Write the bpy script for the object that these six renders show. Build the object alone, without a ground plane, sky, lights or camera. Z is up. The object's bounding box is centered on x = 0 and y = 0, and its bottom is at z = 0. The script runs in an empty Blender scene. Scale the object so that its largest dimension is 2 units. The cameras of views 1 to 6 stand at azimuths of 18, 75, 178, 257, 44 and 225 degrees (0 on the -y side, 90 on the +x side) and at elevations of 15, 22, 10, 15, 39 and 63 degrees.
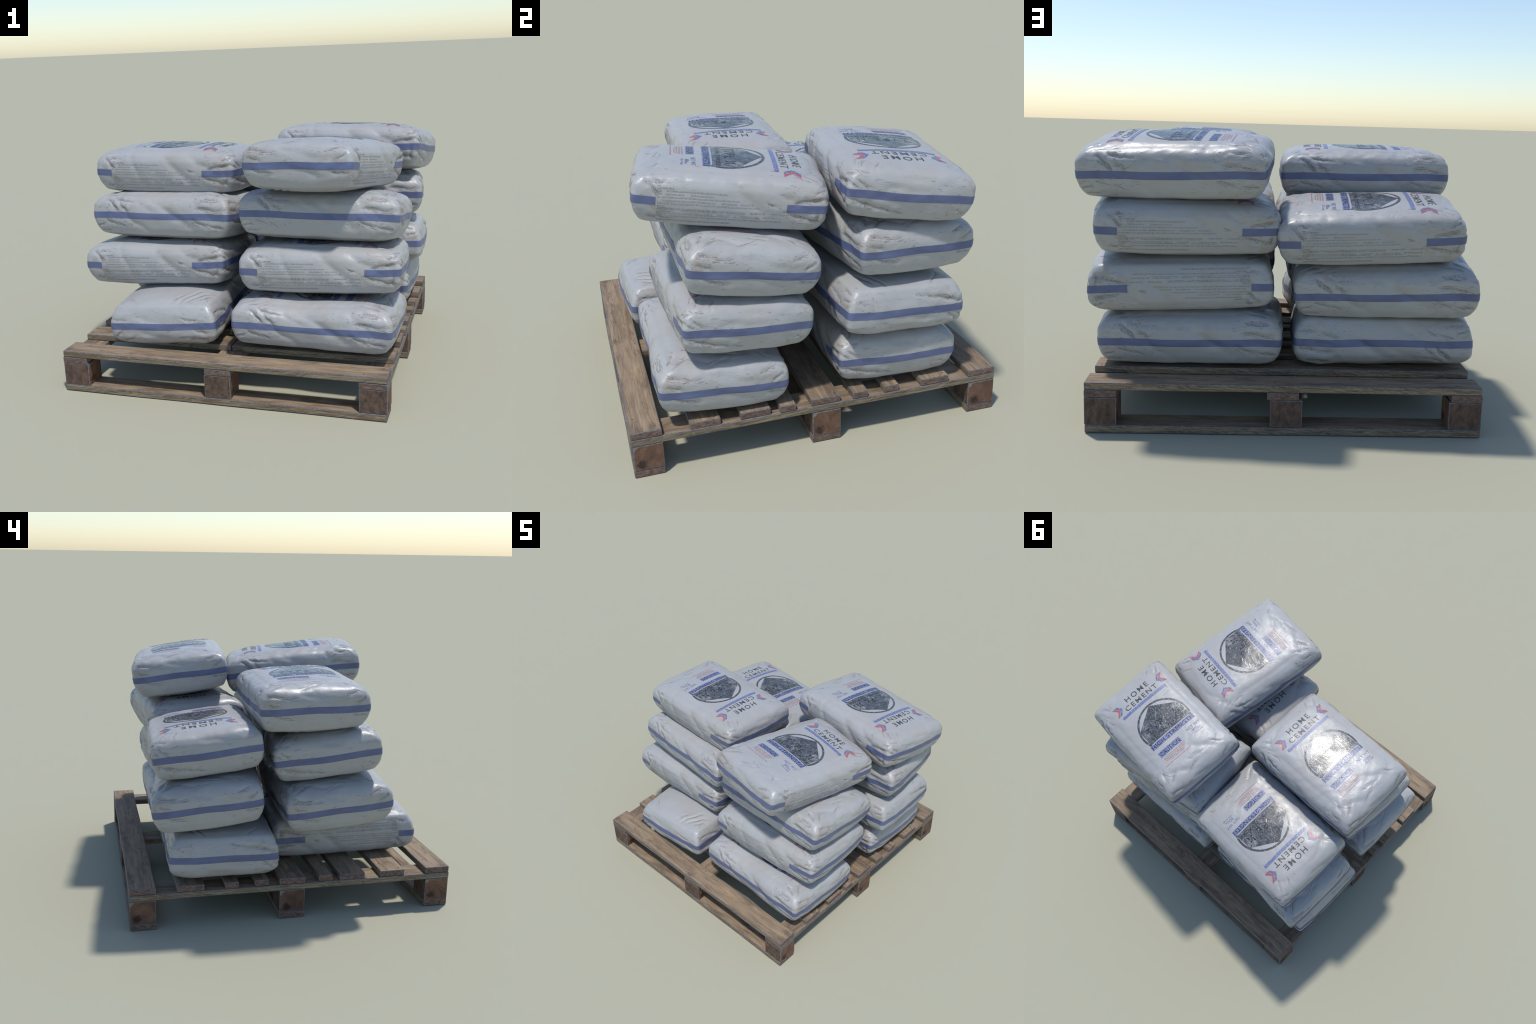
"""A worn timber pallet carrying fifteen printed plastic cement sacks in four stacks."""
import bpy, bmesh, math, random
import numpy as np
from mathutils import Matrix, Vector
from mathutils.bvhtree import BVHTree

rng = np.random.default_rng(7)
random.seed(7)
COL = bpy.context.scene.collection

# ------------------------------------------------------------------ node helpers
def srgb(r, g, b):
    f = lambda c: (c / 255) / 12.92 if c <= 10 else ((c / 255 + 0.055) / 1.055) ** 2.4
    return (f(r), f(g), f(b), 1.0)


class Mat:
    """Small wrapper that keeps node building readable."""

    def __init__(self, name):
        self.m = bpy.data.materials.new(name)
        self.m.use_nodes = True
        self.t = self.m.node_tree
        self.t.nodes.clear()
        self.out = self.n("ShaderNodeOutputMaterial")
        self.bsdf = self.n("ShaderNodeBsdfPrincipled")
        self.t.links.new(self.bsdf.outputs[0], self.out.inputs[0])
        self.tc = self.n("ShaderNodeTexCoord")
        self.obj = self.tc.outputs["Object"]
        self.nrm = self.tc.outputs["Normal"]

    def n(self, kind, **kw):
        nd = self.t.nodes.new(kind)
        for k, v in kw.items():
            setattr(nd, k, v)
        return nd

    def put(self, sock, v):
        if isinstance(v, bpy.types.NodeSocket):
            self.t.links.new(v, sock)
        else:
            sock.default_value = v

    def map(self, scale=(1, 1, 1), loc=(0, 0, 0), rot=(0, 0, 0), src=None):
        nd = self.n("ShaderNodeMapping")
        self.put(nd.inputs["Vector"], src or self.obj)
        nd.inputs["Location"].default_value = loc
        nd.inputs["Rotation"].default_value = rot
        nd.inputs["Scale"].default_value = scale
        return nd.outputs[0]

    def noise(self, vec, scale=5, detail=4, rough=0.55, dist=0.0):
        nd = self.n("ShaderNodeTexNoise")
        self.put(nd.inputs["Vector"], vec)
        nd.inputs["Scale"].default_value = scale
        nd.inputs["Detail"].default_value = detail
        nd.inputs["Roughness"].default_value = rough
        nd.inputs["Distortion"].default_value = dist
        return nd.outputs["Fac"]

    def ramp(self, fac, lo, hi, a=0.0, b=1.0):
        nd = self.n("ShaderNodeMapRange", interpolation_type="SMOOTHSTEP")
        self.put(nd.inputs["Value"], fac)
        nd.inputs["From Min"].default_value = lo
        nd.inputs["From Max"].default_value = hi
        nd.inputs["To Min"].default_value = a
        nd.inputs["To Max"].default_value = b
        return nd.outputs["Result"]

    def math(self, op, a, b=0.0, clamp=False):
        nd = self.n("ShaderNodeMath", operation=op, use_clamp=clamp)
        self.put(nd.inputs[0], a)
        self.put(nd.inputs[1], b)
        return nd.outputs[0]

    def mix(self, fac, a, b, mode="MIX"):
        nd = self.n("ShaderNodeMix", data_type="RGBA", blend_type=mode)
        self.put(nd.inputs[0], fac)
        self.put(nd.inputs[6], a)
        self.put(nd.inputs[7], b)
        return nd.outputs[2]

    def sep(self, vec):
        nd = self.n("ShaderNodeSeparateXYZ")
        self.put(nd.inputs[0], vec)
        return nd.outputs

    def rand_offset(self, amount=20.0):
        """Object coordinates shifted by a random amount per object."""
        oi = self.n("ShaderNodeObjectInfo")
        mul = self.math("MULTIPLY", oi.outputs["Random"], amount)
        nd = self.n("ShaderNodeVectorMath", operation="ADD")
        self.put(nd.inputs[0], self.obj)
        cb = self.n("ShaderNodeCombineXYZ")
        for i in range(3):
            self.put(cb.inputs[i], mul)
        self.put(nd.inputs[1], cb.outputs[0])
        return nd.outputs[0], oi.outputs["Random"]

    def finish(self, color, rough=0.5, bump=None, bstr=0.3, bdist=0.002, spec=0.5):
        self.put(self.bsdf.inputs["Base Color"], color)
        self.put(self.bsdf.inputs["Roughness"], rough)
        self.bsdf.inputs["Specular IOR Level"].default_value = spec
        if bump is not None:
            nd = self.n("ShaderNodeBump")
            nd.inputs["Strength"].default_value = bstr
            nd.inputs["Distance"].default_value = bdist
            self.put(nd.inputs["Height"], bump)
            self.t.links.new(nd.outputs[0], self.bsdf.inputs["Normal"])
        return self.m


# ------------------------------------------------------------------ materials
SACK_WHITE = srgb(165, 166, 167)


def sack_colour(M):
    """Off-white film with faint warm staining: shared by film and worn ink."""
    big = M.ramp(M.noise(M.map(), 4.0, 3, 0.6), 0.42, 0.72)
    return M.mix(M.math("MULTIPLY", big, 0.35), SACK_WHITE, srgb(160, 154, 147))


def mat_film():
    M = Mat("sack_film")
    col = sack_colour(M)
    nx, ny, nz = M.sep(M.nrm)[:3]
    px, py, pz = M.sep(M.obj)[:3]
    side = M.ramp(M.math("ABSOLUTE", nz), 0.45, 0.85, 1.0, 0.0)
    ax = M.ramp(M.math("ABSOLUTE", px), 0.16, 0.40)
    ay = M.ramp(M.math("ABSOLUTE", py), 0.12, 0.27)
    corner = M.math("MULTIPLY", ax, ay)
    # ochre stains on the sides, mostly towards the corners
    st = M.ramp(M.noise(M.map(), 9, 4, 0.65, 0.6), 0.50, 0.72)
    stm = M.math("MULTIPLY", st, M.math("MULTIPLY_ADD", corner, 0.4, True))
    stm = M.math("MULTIPLY", M.math("MULTIPLY", st, side), M.math("ADD", M.math("MULTIPLY", corner, 0.65), 0.30))
    col = M.mix(M.math("MULTIPLY", stm, 0.6), col, srgb(150, 138, 118))
    # short brown scuff strokes that run along the sack
    s1 = M.noise(M.map((26, 26, 150), rot=(0.0, 0.10, 0.0)), 1.0, 4, 0.6, 0.5)
    s2 = M.noise(M.map((22, 110, 60), rot=(0.0, 0.0, 0.35)), 1.0, 4, 0.6, 0.5)
    zone = M.ramp(M.noise(M.map(), 5.5, 2, 0.5), 0.40, 0.68)
    z1 = M.math("MULTIPLY", side, M.math("ADD", M.math("MULTIPLY", zone, 0.6), M.math("MULTIPLY", corner, 0.5)))
    k1 = M.math("MULTIPLY", M.ramp(s1, 0.56, 0.68), M.math("MULTIPLY", z1, 0.6))
    top = M.math("SUBTRACT", 1.0, side)
    k2 = M.math("MULTIPLY", M.ramp(s2, 0.60, 0.72), M.math("MULTIPLY", top, M.math("MULTIPLY", corner, 0.6)))
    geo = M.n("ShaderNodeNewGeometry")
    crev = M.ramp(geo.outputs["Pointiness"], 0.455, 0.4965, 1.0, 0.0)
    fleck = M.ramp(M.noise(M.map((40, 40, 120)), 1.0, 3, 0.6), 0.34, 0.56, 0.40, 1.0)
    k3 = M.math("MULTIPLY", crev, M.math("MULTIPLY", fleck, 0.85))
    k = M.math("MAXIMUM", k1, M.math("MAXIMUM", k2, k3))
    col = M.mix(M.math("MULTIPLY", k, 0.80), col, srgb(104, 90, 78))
    fine = M.noise(M.map(), 60, 5, 0.6)
    wrk = M.noise(M.map((20, 20, 40)), 1.0, 5, 0.6, 0.8)
    soft = M.noise(M.map(), 13, 3, 0.5, 1.2)
    h = M.math("ADD", M.math("MULTIPLY", fine, 0.25), M.math("ADD", wrk, M.math("MULTIPLY", soft, 1.6)))
    h = M.math("SUBTRACT", h, M.math("MULTIPLY", k, 0.8))
    rough = M.ramp(M.noise(M.map(), 14, 4, 0.6), 0.3, 0.7, 0.34, 0.46)
    return M.finish(col, rough, h, 0.28, 0.004, 0.5)


def mat_ink(name, ink, wear_lo=0.50, wear_hi=0.60, scale=95.0, scratch=False, rough=0.36, keep=0.92, dark=None):
    """Printed ink, partly rubbed off back to the film below."""
    M = Mat(name)
    base = sack_colour(M)
    w = M.ramp(M.noise(M.map(), scale, 3, 0.65), wear_lo, wear_hi)
    col = ink
    if dark:
        col = M.mix(M.ramp(M.noise(M.map(), 30, 4, 0.6), 0.35, 0.65), ink, dark)
    if scratch:
        patch = M.ramp(M.noise(M.map(), 11, 5, 0.7, 0.4), 0.50, 0.68)
        for sc, rot, sd in ((16.0, 0.5, 0.0), (11.0, 1.35, 3.1), (22.0, 2.2, 7.7)):
            v = M.n("ShaderNodeTexVoronoi", feature="DISTANCE_TO_EDGE")
            M.put(v.inputs["Vector"], M.map((1, 2.2, 1), (sd, sd, 0), (0, 0, rot)))
            v.inputs["Scale"].default_value = sc
            ln = M.ramp(v.outputs["Distance"], 0.006, 0.028, 1.0, 0.0)
            brk = M.ramp(M.noise(M.map((1, 1, 1), (sd, 1, 2)), 24, 3, 0.6), 0.50, 0.60)
            w = M.math("MAXIMUM", w, M.math("MULTIPLY", ln, brk))
        w = M.math("MAXIMUM", w, M.math("MULTIPLY", patch, M.ramp(M.noise(M.map(), 70, 3, 0.7), 0.42, 0.60)))
    col = M.mix(M.math("MULTIPLY", w, keep), col, base)
    wrk = M.noise(M.map((20, 20, 40)), 1.0, 5, 0.6, 0.8)
    h = M.math("ADD", wrk, M.math("MULTIPLY", w, 0.25))
    return M.finish(col, rough, h, 0.25, 0.004, 0.5)


def mat_stripe():
    M = Mat("stripe_ink")
    sh = M.ramp(M.noise(M.map((6, 6, 14)), 1.0, 4, 0.6, 0.6), 0.3, 0.75)
    col = M.mix(sh, srgb(96, 106, 142), srgb(84, 92, 124))
    wrk = M.noise(M.map((20, 20, 40)), 1.0, 5, 0.6, 0.8)
    return M.finish(col, 0.40, wrk, 0.2, 0.004, 0.5)


def mat_small_print():
    M = Mat("small_print_ink")
    base = sack_colour(M)
    w = M.ramp(M.noise(M.map((260, 260, 60)), 1.0, 2, 0.6), 0.42, 0.58)
    fade = M.ramp(M.noise(M.map(), 9, 3, 0.6), 0.35, 0.7, 0.75, 0.35)
    w = M.math("MAXIMUM", w, fade)
    col = M.mix(M.math("MULTIPLY", w, 0.9), srgb(104, 102, 104), base)
    wrk = M.noise(M.map((20, 20, 40)), 1.0, 5, 0.6, 0.8)
    return M.finish(col, 0.4, wrk, 0.2, 0.004, 0.5)


def mat_grime():
    """Brown rub marks: patchy, half worn away."""
    M = Mat("grime_rub")
    base = sack_colour(M)
    a = M.ramp(M.noise(M.map(), 150, 3, 0.65), 0.36, 0.60)
    b = M.ramp(M.noise(M.map(), 28, 3, 0.6), 0.28, 0.62, 0.25, 0.72)
    col = M.mix(M.math("MULTIPLY", a, b), base, srgb(108, 88, 76))
    wrk = M.noise(M.map((20, 20, 40)), 1.0, 5, 0.6, 0.8)
    return M.finish(col, 0.5, wrk, 0.2, 0.004, 0.4)


def mat_board():
    """Weathered softwood: flat grain on faces, pale waves on edges, ruddy ends."""
    M = Mat("weathered_board")
    vec, rnd = M.rand_offset()
    nx, ny, nz = M.sep(M.nrm)[:3]
    flow = M.noise(M.map((3.0, 34, 34), src=vec), 1.0, 7, 0.68, 0.7)
    fibre = M.noise(M.map((6, 170, 170), src=vec), 1.0, 3, 0.6)
    blot = M.noise(M.map((3, 7, 7), src=vec), 1.0, 4, 0.6, 0.5)
    col = M.mix(M.ramp(flow, 0.28, 0.72), srgb(120, 104, 88), srgb(164, 145, 121))
    col = M.mix(M.ramp(fibre, 0.40, 0.75, 0.0, 0.55), col, srgb(94, 78, 64))
    col = M.mix(M.ramp(blot, 0.52, 0.75, 0.0, 0.45), col, srgb(98, 82, 70))
    col = M.mix(M.ramp(blot, 0.25, 0.42, 0.35, 0.0), col, srgb(158, 130, 98))
    mott = M.noise(M.map((4.5, 15, 15), src=vec), 1.0, 7, 0.74, 0.5)
    col = M.mix(M.ramp(mott, 0.47, 0.63, 0.0, 0.65), col, srgb(92, 78, 66))
    col = M.mix(M.ramp(mott, 0.28, 0.44, 0.40, 0.0), col, srgb(172, 150, 120))
    # edge faces: slanted pale and dark waves
    wv = M.n("ShaderNodeTexWave", wave_type="BANDS", bands_direction="Z")
    M.put(wv.inputs["Vector"], M.map((0.5, 1.0, 1.0), rot=(0, 0.30, 0), src=vec))
    wv.inputs["Scale"].default_value = 20
    wv.inputs["Distortion"].default_value = 16
    wv.inputs["Detail"].default_value = 3
    wv.inputs["Detail Scale"].default_value = 0.9
    streak = M.noise(M.map((7, 30, 95), rot=(0, 0.16, 0), src=vec), 1.0, 5, 0.65, 0.8)
    streak = M.ramp(streak, 0.32, 0.68)
    wmix = M.math("ADD", M.math("MULTIPLY", wv.outputs["Fac"], 0.35), M.math("MULTIPLY", streak, 0.65))
    edge = M.mix(wmix, srgb(88, 78, 65), srgb(152, 138, 116))
    edge = M.mix(M.ramp(blot, 0.5, 0.72, 0.0, 0.6), edge, srgb(96, 74, 56))
    col = M.mix(M.ramp(M.math("ABSOLUTE", ny), 0.4, 0.7), col, edge)
    endn = M.noise(M.map((1, 40, 90), src=vec), 1.0, 4, 0.65, 0.6)
    endc = M.mix(M.ramp(endn, 0.3, 0.7), srgb(84, 66, 58), srgb(132, 108, 96))
    isend = M.ramp(M.math("ABSOLUTE", nx), 0.4, 0.7)
    col = M.mix(isend, col, endc)
    tone = M.mix(rnd, (0.90, 0.90, 0.91, 1), (1.06, 1.04, 1.0, 1))
    col = M.mix(1.0, col, tone, "MULTIPLY")
    h = M.math("ADD", flow, M.math("MULTIPLY", fibre, 0.7))
    return M.finish(col, 0.72, h, 0.5, 0.003, 0.3)


def mat_block():
    """Spacer block: rusty end grain with a dark knot and chipped corner, dull sides."""
    M = Mat("spacer_block_wood")
    vec, rnd = M.rand_offset()
    nx, ny, nz = M.sep(M.nrm)[:3]
    px, py, pz = M.sep(M.obj)[:3]
    r1 = M.noise(M.map((9, 9, 9), src=vec), 1.0, 5, 0.65, 1.0)
    col = M.mix(M.ramp(r1, 0.3, 0.7), srgb(88, 67, 56), srgb(128, 98, 80))
    wv = M.n("ShaderNodeTexWave", wave_type="RINGS", rings_direction="X")
    M.put(wv.inputs["Vector"], M.map((1, 1, 1), (0, 0.045, 0.05)))
    wv.inputs["Scale"].default_value = 24
    wv.inputs["Distortion"].default_value = 12
    wv.inputs["Detail"].default_value = 3
    col = M.mix(M.math("MULTIPLY", wv.outputs["Fac"], 0.22), col, srgb(76, 52, 42))
    # dark knot low on the side nearest the local -y corner (mirrored for the far end face)
    sx = M.math("SIGN", nx)
    yy = M.math("MULTIPLY", py, sx)
    dy = M.math("ADD", yy, 0.035)
    dz = M.math("ADD", pz, 0.035)
    d2 = M.math("SQRT", M.math("ADD", M.math("POWER", dy, 2.0), M.math("POWER", dz, 2.0)))
    d2 = M.math("ADD", d2, M.math("MULTIPLY", M.math("SUBTRACT", M.noise(vec, 45, 4, 0.7), 0.5), 0.05))
    col = M.mix(M.ramp(d2, 0.008, 0.034, 0.85, 0.0), col, srgb(40, 34, 32))
    cy = M.math("ADD", yy, 0.075)
    cz = M.math("SUBTRACT", pz, 0.067)
    d3 = M.math("ADD", M.math("MULTIPLY", M.math("ABSOLUTE", cy), 1.0), M.math("MULTIPLY", M.math("ABSOLUTE", cz), 0.9))
    d3 = M.math("ADD", d3, M.math("MULTIPLY", M.math("SUBTRACT", M.noise(vec, 60, 3, 0.7), 0.5), 0.03))
    col = M.mix(M.ramp(d3, 0.028, 0.036, 0.9, 0.0), col, srgb(132, 132, 128))
    s1 = M.noise(M.map((34, 34, 22), src=vec), 1.0, 6, 0.72, 0.4)
    sidec = M.mix(M.ramp(s1, 0.3, 0.7), srgb(70, 57, 50), srgb(110, 90, 78))
    col = M.mix(M.ramp(M.math("ABSOLUTE", ny), 0.4, 0.7), col, sidec)
    tone = M.mix(rnd, (0.88, 0.88, 0.9, 1), (1.05, 1.03, 1.0, 1))
    col = M.mix(1.0, col, tone, "MULTIPLY")
    return M.finish(col, 0.75, M.math("ADD", r1, s1), 0.5, 0.003, 0.3)


def mat_edge():
    M = Mat("worn_timber_edge")
    n = M.noise(M.map(), 60, 4, 0.7)
    col = M.mix(M.ramp(n, 0.3, 0.7), srgb(82, 82, 87), srgb(118, 117, 121))
    return M.finish(col, 0.6, n, 0.4, 0.002, 0.4)


def mat_nail():
    M = Mat("nail_steel")
    n = M.noise(M.map(), 200, 3, 0.6)
    M.bsdf.inputs["Metallic"].default_value = 0.6
    return M.finish(M.mix(n, srgb(58, 58, 62), srgb(96, 94, 96)), 0.5, n, 0.2, 0.001)


FILM = mat_film()
STRIPE = mat_stripe()
BLACK = mat_ink("letter_ink", srgb(58, 60, 64), 0.56, 0.68, 100)
DARK = mat_ink("letter_ink_overprint", srgb(36, 39, 46), 0.52, 0.64, 60, rough=0.28, keep=0.55)
EMBLEM = mat_ink("emblem_ink", srgb(62, 66, 72), 0.63, 0.74, 80, True, 0.25, 0.68, srgb(90, 94, 99))
RING = mat_ink("ring_ink", srgb(70, 73, 78), 0.56, 0.66, 90, False, 0.30, 0.7)
BLUE = mat_ink("blue_ink", srgb(94, 106, 154), 0.48, 0.64, 120, False, 0.36, 0.66)
RED = mat_ink("red_ink", srgb(172, 88, 92), 0.49, 0.65, 110, False, 0.36, 0.7)
SMALL = mat_small_print()
GRIME = mat_grime()
BOARD, BLOCK, EDGE, NAIL = mat_board(), mat_block(), mat_edge(), mat_nail()


# ------------------------------------------------------------------ object helpers
def mesh_from(name, verts, faces, mats, smooth=True):
    me = bpy.data.meshes.new(name)
    me.from_pydata([tuple(v) for v in verts], [], faces)
    for m in mats:
        me.materials.append(m)
    me.polygons.foreach_set("use_smooth", [smooth] * len(me.polygons))
    me.update()
    return me


def add(name, me, parent=None):
    ob = bpy.data.objects.new(name, me)
    COL.objects.link(ob)
    if parent is not None:
        ob.parent = parent
    return ob


# ------------------------------------------------------------------ pallet
# horizontal layers, bottom up
Z_BOT, Z_BLOCK, Z_STR, Z_TOP = 0.0375, 0.1725, 0.2085, 0.2445
X0, X1 = -0.9635, 0.9125          # deck boards run from X0 to X1
pallet = add("wooden_pallet", None)
pallet["label"] = "weathered brown timber pallet with slatted deck"
pallet["category"] = "pallet"


def timber(name, size, centre, along_y=False, mat=BOARD, chamfer=0.0042, seed=0):
    """A sawn timber: box with uneven worn chamfers, long axis on local x."""
    r = np.random.default_rng(seed)
    bm = bmesh.new()
    bmesh.ops.create_cube(bm, size=1.0)
    for v in bm.verts:
        v.co.x *= size[0]; v.co.y *= size[1]; v.co.z *= size[2]
    # cut along the length so the edges can wander a little
    if size[0] > 0.4:
        for k in range(1, 14):
            x = (k / 14 - 0.5) * size[0]
            bmesh.ops.bisect_plane(bm, geom=bm.verts[:] + bm.edges[:] + bm.faces[:],
                                   plane_co=(x, 0, 0), plane_no=(1, 0, 0))
    hard = [e for e in bm.edges if len(e.link_faces) == 2 and e.calc_face_angle() > 0.5]
    bmesh.ops.bevel(bm, geom=hard, offset=chamfer, segments=2, profile=0.55, affect="EDGES", material=1,
                    clamp_overlap=True)
    for v in bm.verts:
        w = 0.0009
        v.co.y += w * math.sin(v.co.x * 9 + seed) * 1.2
        v.co.z += w * math.sin(v.co.x * 6 + 2.1 * seed) * 0.6
    me = bpy.data.meshes.new(name)
    bm.to_mesh(me)
    bm.free()
    me.materials.append(mat)
    me.materials.append(EDGE)
    ob = add(name, me, pallet)
    ob.location = centre
    if along_y:
        ob.rotation_euler = (0, 0, math.pi / 2)
    return ob


deck = [(-0.9385, -0.7905), (-0.658, -0.509), (-0.413, -0.262), (-0.218, -0.137), (-0.056, 0.0945),
        (0.158, 0.237), (0.329, 0.407), (0.5245, 0.678), (0.791, 0.9385)]
nails = []
for i, (ya, yb) in enumerate(deck):
    pieces = [(X0, X1)]
    if i == 1:                      # this board is two short lengths meeting over the middle stringer
        pieces = [(X0, -0.0270), (-0.0225, X1)]
    for j, (xa, xb) in enumerate(pieces):
        jit = 0.003 * math.sin(i * 2.7 + j)
        xa2, xb2 = xa + (jit if j == 0 else 0), xb + (jit if j == len(pieces) - 1 else 0)
        zt = Z_TOP - (0.0035 if (i == 1 and j == 1) else 0.0)
        timber("deck_board", (xb2 - xa2, yb - ya, Z_TOP - Z_STR - 0.0005),
               ((xa2 + xb2) / 2, (ya + yb) / 2, (zt + Z_STR + 0.0005) / 2 if j == 0 else (Z_TOP + Z_STR + 0.0005) / 2 - 0.002 * (i == 1)),
               seed=10 + i * 3 + j)
    for xs in (-0.89, -0.017, 0.838):
        spots = [(xs - 0.045, ya + 0.025), (xs + 0.045, yb - 0.025)] if yb - ya > 0.1 else [(xs, (ya + yb) / 2)]
        nails += [(x, y, Z_TOP) for x, y in spots]
for k, (xa, xb) in enumerate(((-0.9670, -0.8165), (-0.0925, 0.0585), (0.7635, 0.9140))):
    timber("stringer_board", (1.8765, xb - xa, Z_STR - Z_BLOCK - 0.001), ((xa + xb) / 2, 0, (Z_STR + Z_BLOCK) / 2),
           True, seed=50 + k)
for k, (ya, yb) in enumerate(((-0.9385, -0.7925), (-0.056, 0.0935), (0.7915, 0.9395))):
    timber("bottom_board", (1.877, yb - ya, Z_BOT), (-0.0265, (ya + yb) / 2, Z_BOT / 2), seed=60 + k)
    dx = (0.0, -0.007, -0.0145)[k]
    for xa, xb in ((-0.9660, -0.8075), (-0.0950 + dx, 0.0570 + dx), (0.7640, 0.9145)):
        timber("spacer_block", (xb - xa, yb - ya - 0.002, Z_BLOCK - Z_BOT - 0.001),
               ((xa + xb) / 2, (ya + yb) / 2 + 0.0008, (Z_BLOCK + Z_BOT) / 2), mat=BLOCK, seed=70 + k)

bm = bmesh.new()
bmesh.ops.create_cone(bm, cap_ends=True, segments=10, radius1=0.0042, radius2=0.0034, depth=0.0022)
nail_me = bpy.data.meshes.new("nail_head")
bm.to_mesh(nail_me); bm.free()
nail_me.materials.append(NAIL)
for x, y, z in nails:
    ob = add("nail_head", nail_me, pallet)
    ob.location = (x + random.uniform(-.006, .006), y + random.uniform(-.006, .006), z + 0.0004)


# ------------------------------------------------------------------ canonical sack surface
HL, HW = 0.4495, 0.3060            # half length and half width measured at the stripe
Z_RIM_T, Z_RIM_B = 0.127, -0.126   # where the sides turn into top and bottom
Z_DOME_T, Z_DOME_B = 0.151, -0.150


def value_noise(p, seed):
    """Trilinear hashed value noise for an (n,3) array, range -1..1."""
    i = np.floor(p).astype(np.int64)
    f = p - i
    f = f * f * (3 - 2 * f)
    res = np.zeros(len(p))
    for dx in (0, 1):
        for dy in (0, 1):
            for dz in (0, 1):
                h = (i[:, 0] + dx) * 73856093 ^ (i[:, 1] + dy) * 19349663 ^ (i[:, 2] + dz) * 83492791 ^ (seed * 2654435761)
                h = (h ^ (h >> 13)) * 1274126177 & 0x7FFFFFFF
                h = (h ^ (h >> 11)) & 0xFFFF
                w = (f[:, 0] if dx else 1 - f[:, 0]) * (f[:, 1] if dy else 1 - f[:, 1]) * (f[:, 2] if dz else 1 - f[:, 2])
                res += w * (h / 32767.5 - 1)
    return res


NX, NY = 150, 102
# side profile: (height, inset) pairs, bottom to top
PROFILE = np.array([(-0.126, 0.075), (-0.114, 0.034), (-0.074, 0.014), (-0.019, 0.001), (0.019, 0.0),
                    (0.066, 0.003), (0.100, 0.022), (0.118, 0.050), (0.127, 0.080)])
seg = np.linalg.norm(np.diff(PROFILE, axis=0), axis=1)
arc = np.concatenate([[0], np.cumsum(seg)])
NR = 50
u_rows = np.linspace(0, arc[-1], NR)
rows = np.stack([np.interp(u_rows, arc, PROFILE[:, 0]), np.interp(u_rows, arc, PROFILE[:, 1])], 1)
for _ in range(2):                 # ease the profile so that it reads as stretched film, not facets
    rows[1:-1] = 0.5 * rows[1:-1] + 0.25 * (rows[:-2] + rows[2:])


def outline(inset, rad, z):
    """Closed loop starting at (-x,-y) corner, matching the NX by NY cap grid border."""
    hx, hy = HL - inset, HW - inset
    pts = []
    corners = [(-1, -1), (1, -1), (1, 1), (-1, 1)]
    for k in range(4):
        n = NX if k % 2 == 0 else NY
        a, b = np.array(corners[k]) * (hx, hy), np.array(corners[(k + 1) % 4]) * (hx, hy)
        t = np.arange(n) / n
        pts.append(a[None] * (1 - t[:, None]) + b[None] * t[:, None])
    p = np.concatenate(pts)
    # round the corners: pull points lying in the corner squares onto the arc
    ix, iy = hx - rad, hy - rad
    d = np.stack([np.maximum(np.abs(p[:, 0]) - ix, 0), np.maximum(np.abs(p[:, 1]) - iy, 0)], 1)
    m = (d[:, 0] > 0) & (d[:, 1] > 0)
    ln = np.linalg.norm(d[m], axis=1)
    q = d[m] / ln[:, None] * rad
    p[m] = np.sign(p[m]) * (np.array([ix, iy]) + q)
    # full sides: slight outward bow
    bow_x = 0.016 * (1 - (p[:, 1] / hy) ** 2) * np.clip((np.abs(p[:, 0]) / hx - 0.8) / 0.2, 0, 1)
    bow_y = 0.010 * (1 - (p[:, 0] / hx) ** 2) * np.clip((np.abs(p[:, 1]) / hy - 0.8) / 0.2, 0, 1)
    p[:, 0] += np.sign(p[:, 0]) * bow_x
    p[:, 1] += np.sign(p[:, 1]) * bow_y
    return np.concatenate([p, np.full((len(p), 1), z)], 1)


def cap(border, z_rim, z_mid):
    """Transfinite (Coons) patch across a border loop, domed like a filled cushion."""
    s, e = border[:NX + 1], border[NX:NX + NY + 1]
    n = border[NX + NY:2 * NX + NY + 1][::-1]
    w = np.concatenate([border[2 * NX + NY:], border[:1]])[::-1]
    u = np.linspace(0, 1, NX + 1)[:, None, None]
    v = np.linspace(0, 1, NY + 1)[None, :, None]
    c = ((1 - v) * s[:, None] + v * n[:, None] + (1 - u) * w[None] + u * e[None]
         - ((1 - u) * (1 - v) * s[0] + u * (1 - v) * s[-1] + (1 - u) * v * n[0] + u * v * n[-1]))
    a, b = 2 * u[..., 0] - 1, 2 * v[..., 0] - 1
    f = (1 - np.abs(a) ** 3.4) * (1 - np.abs(b) ** 3)
    c[..., 2] = z_rim + (z_mid - z_rim) * f
    return c


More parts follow.
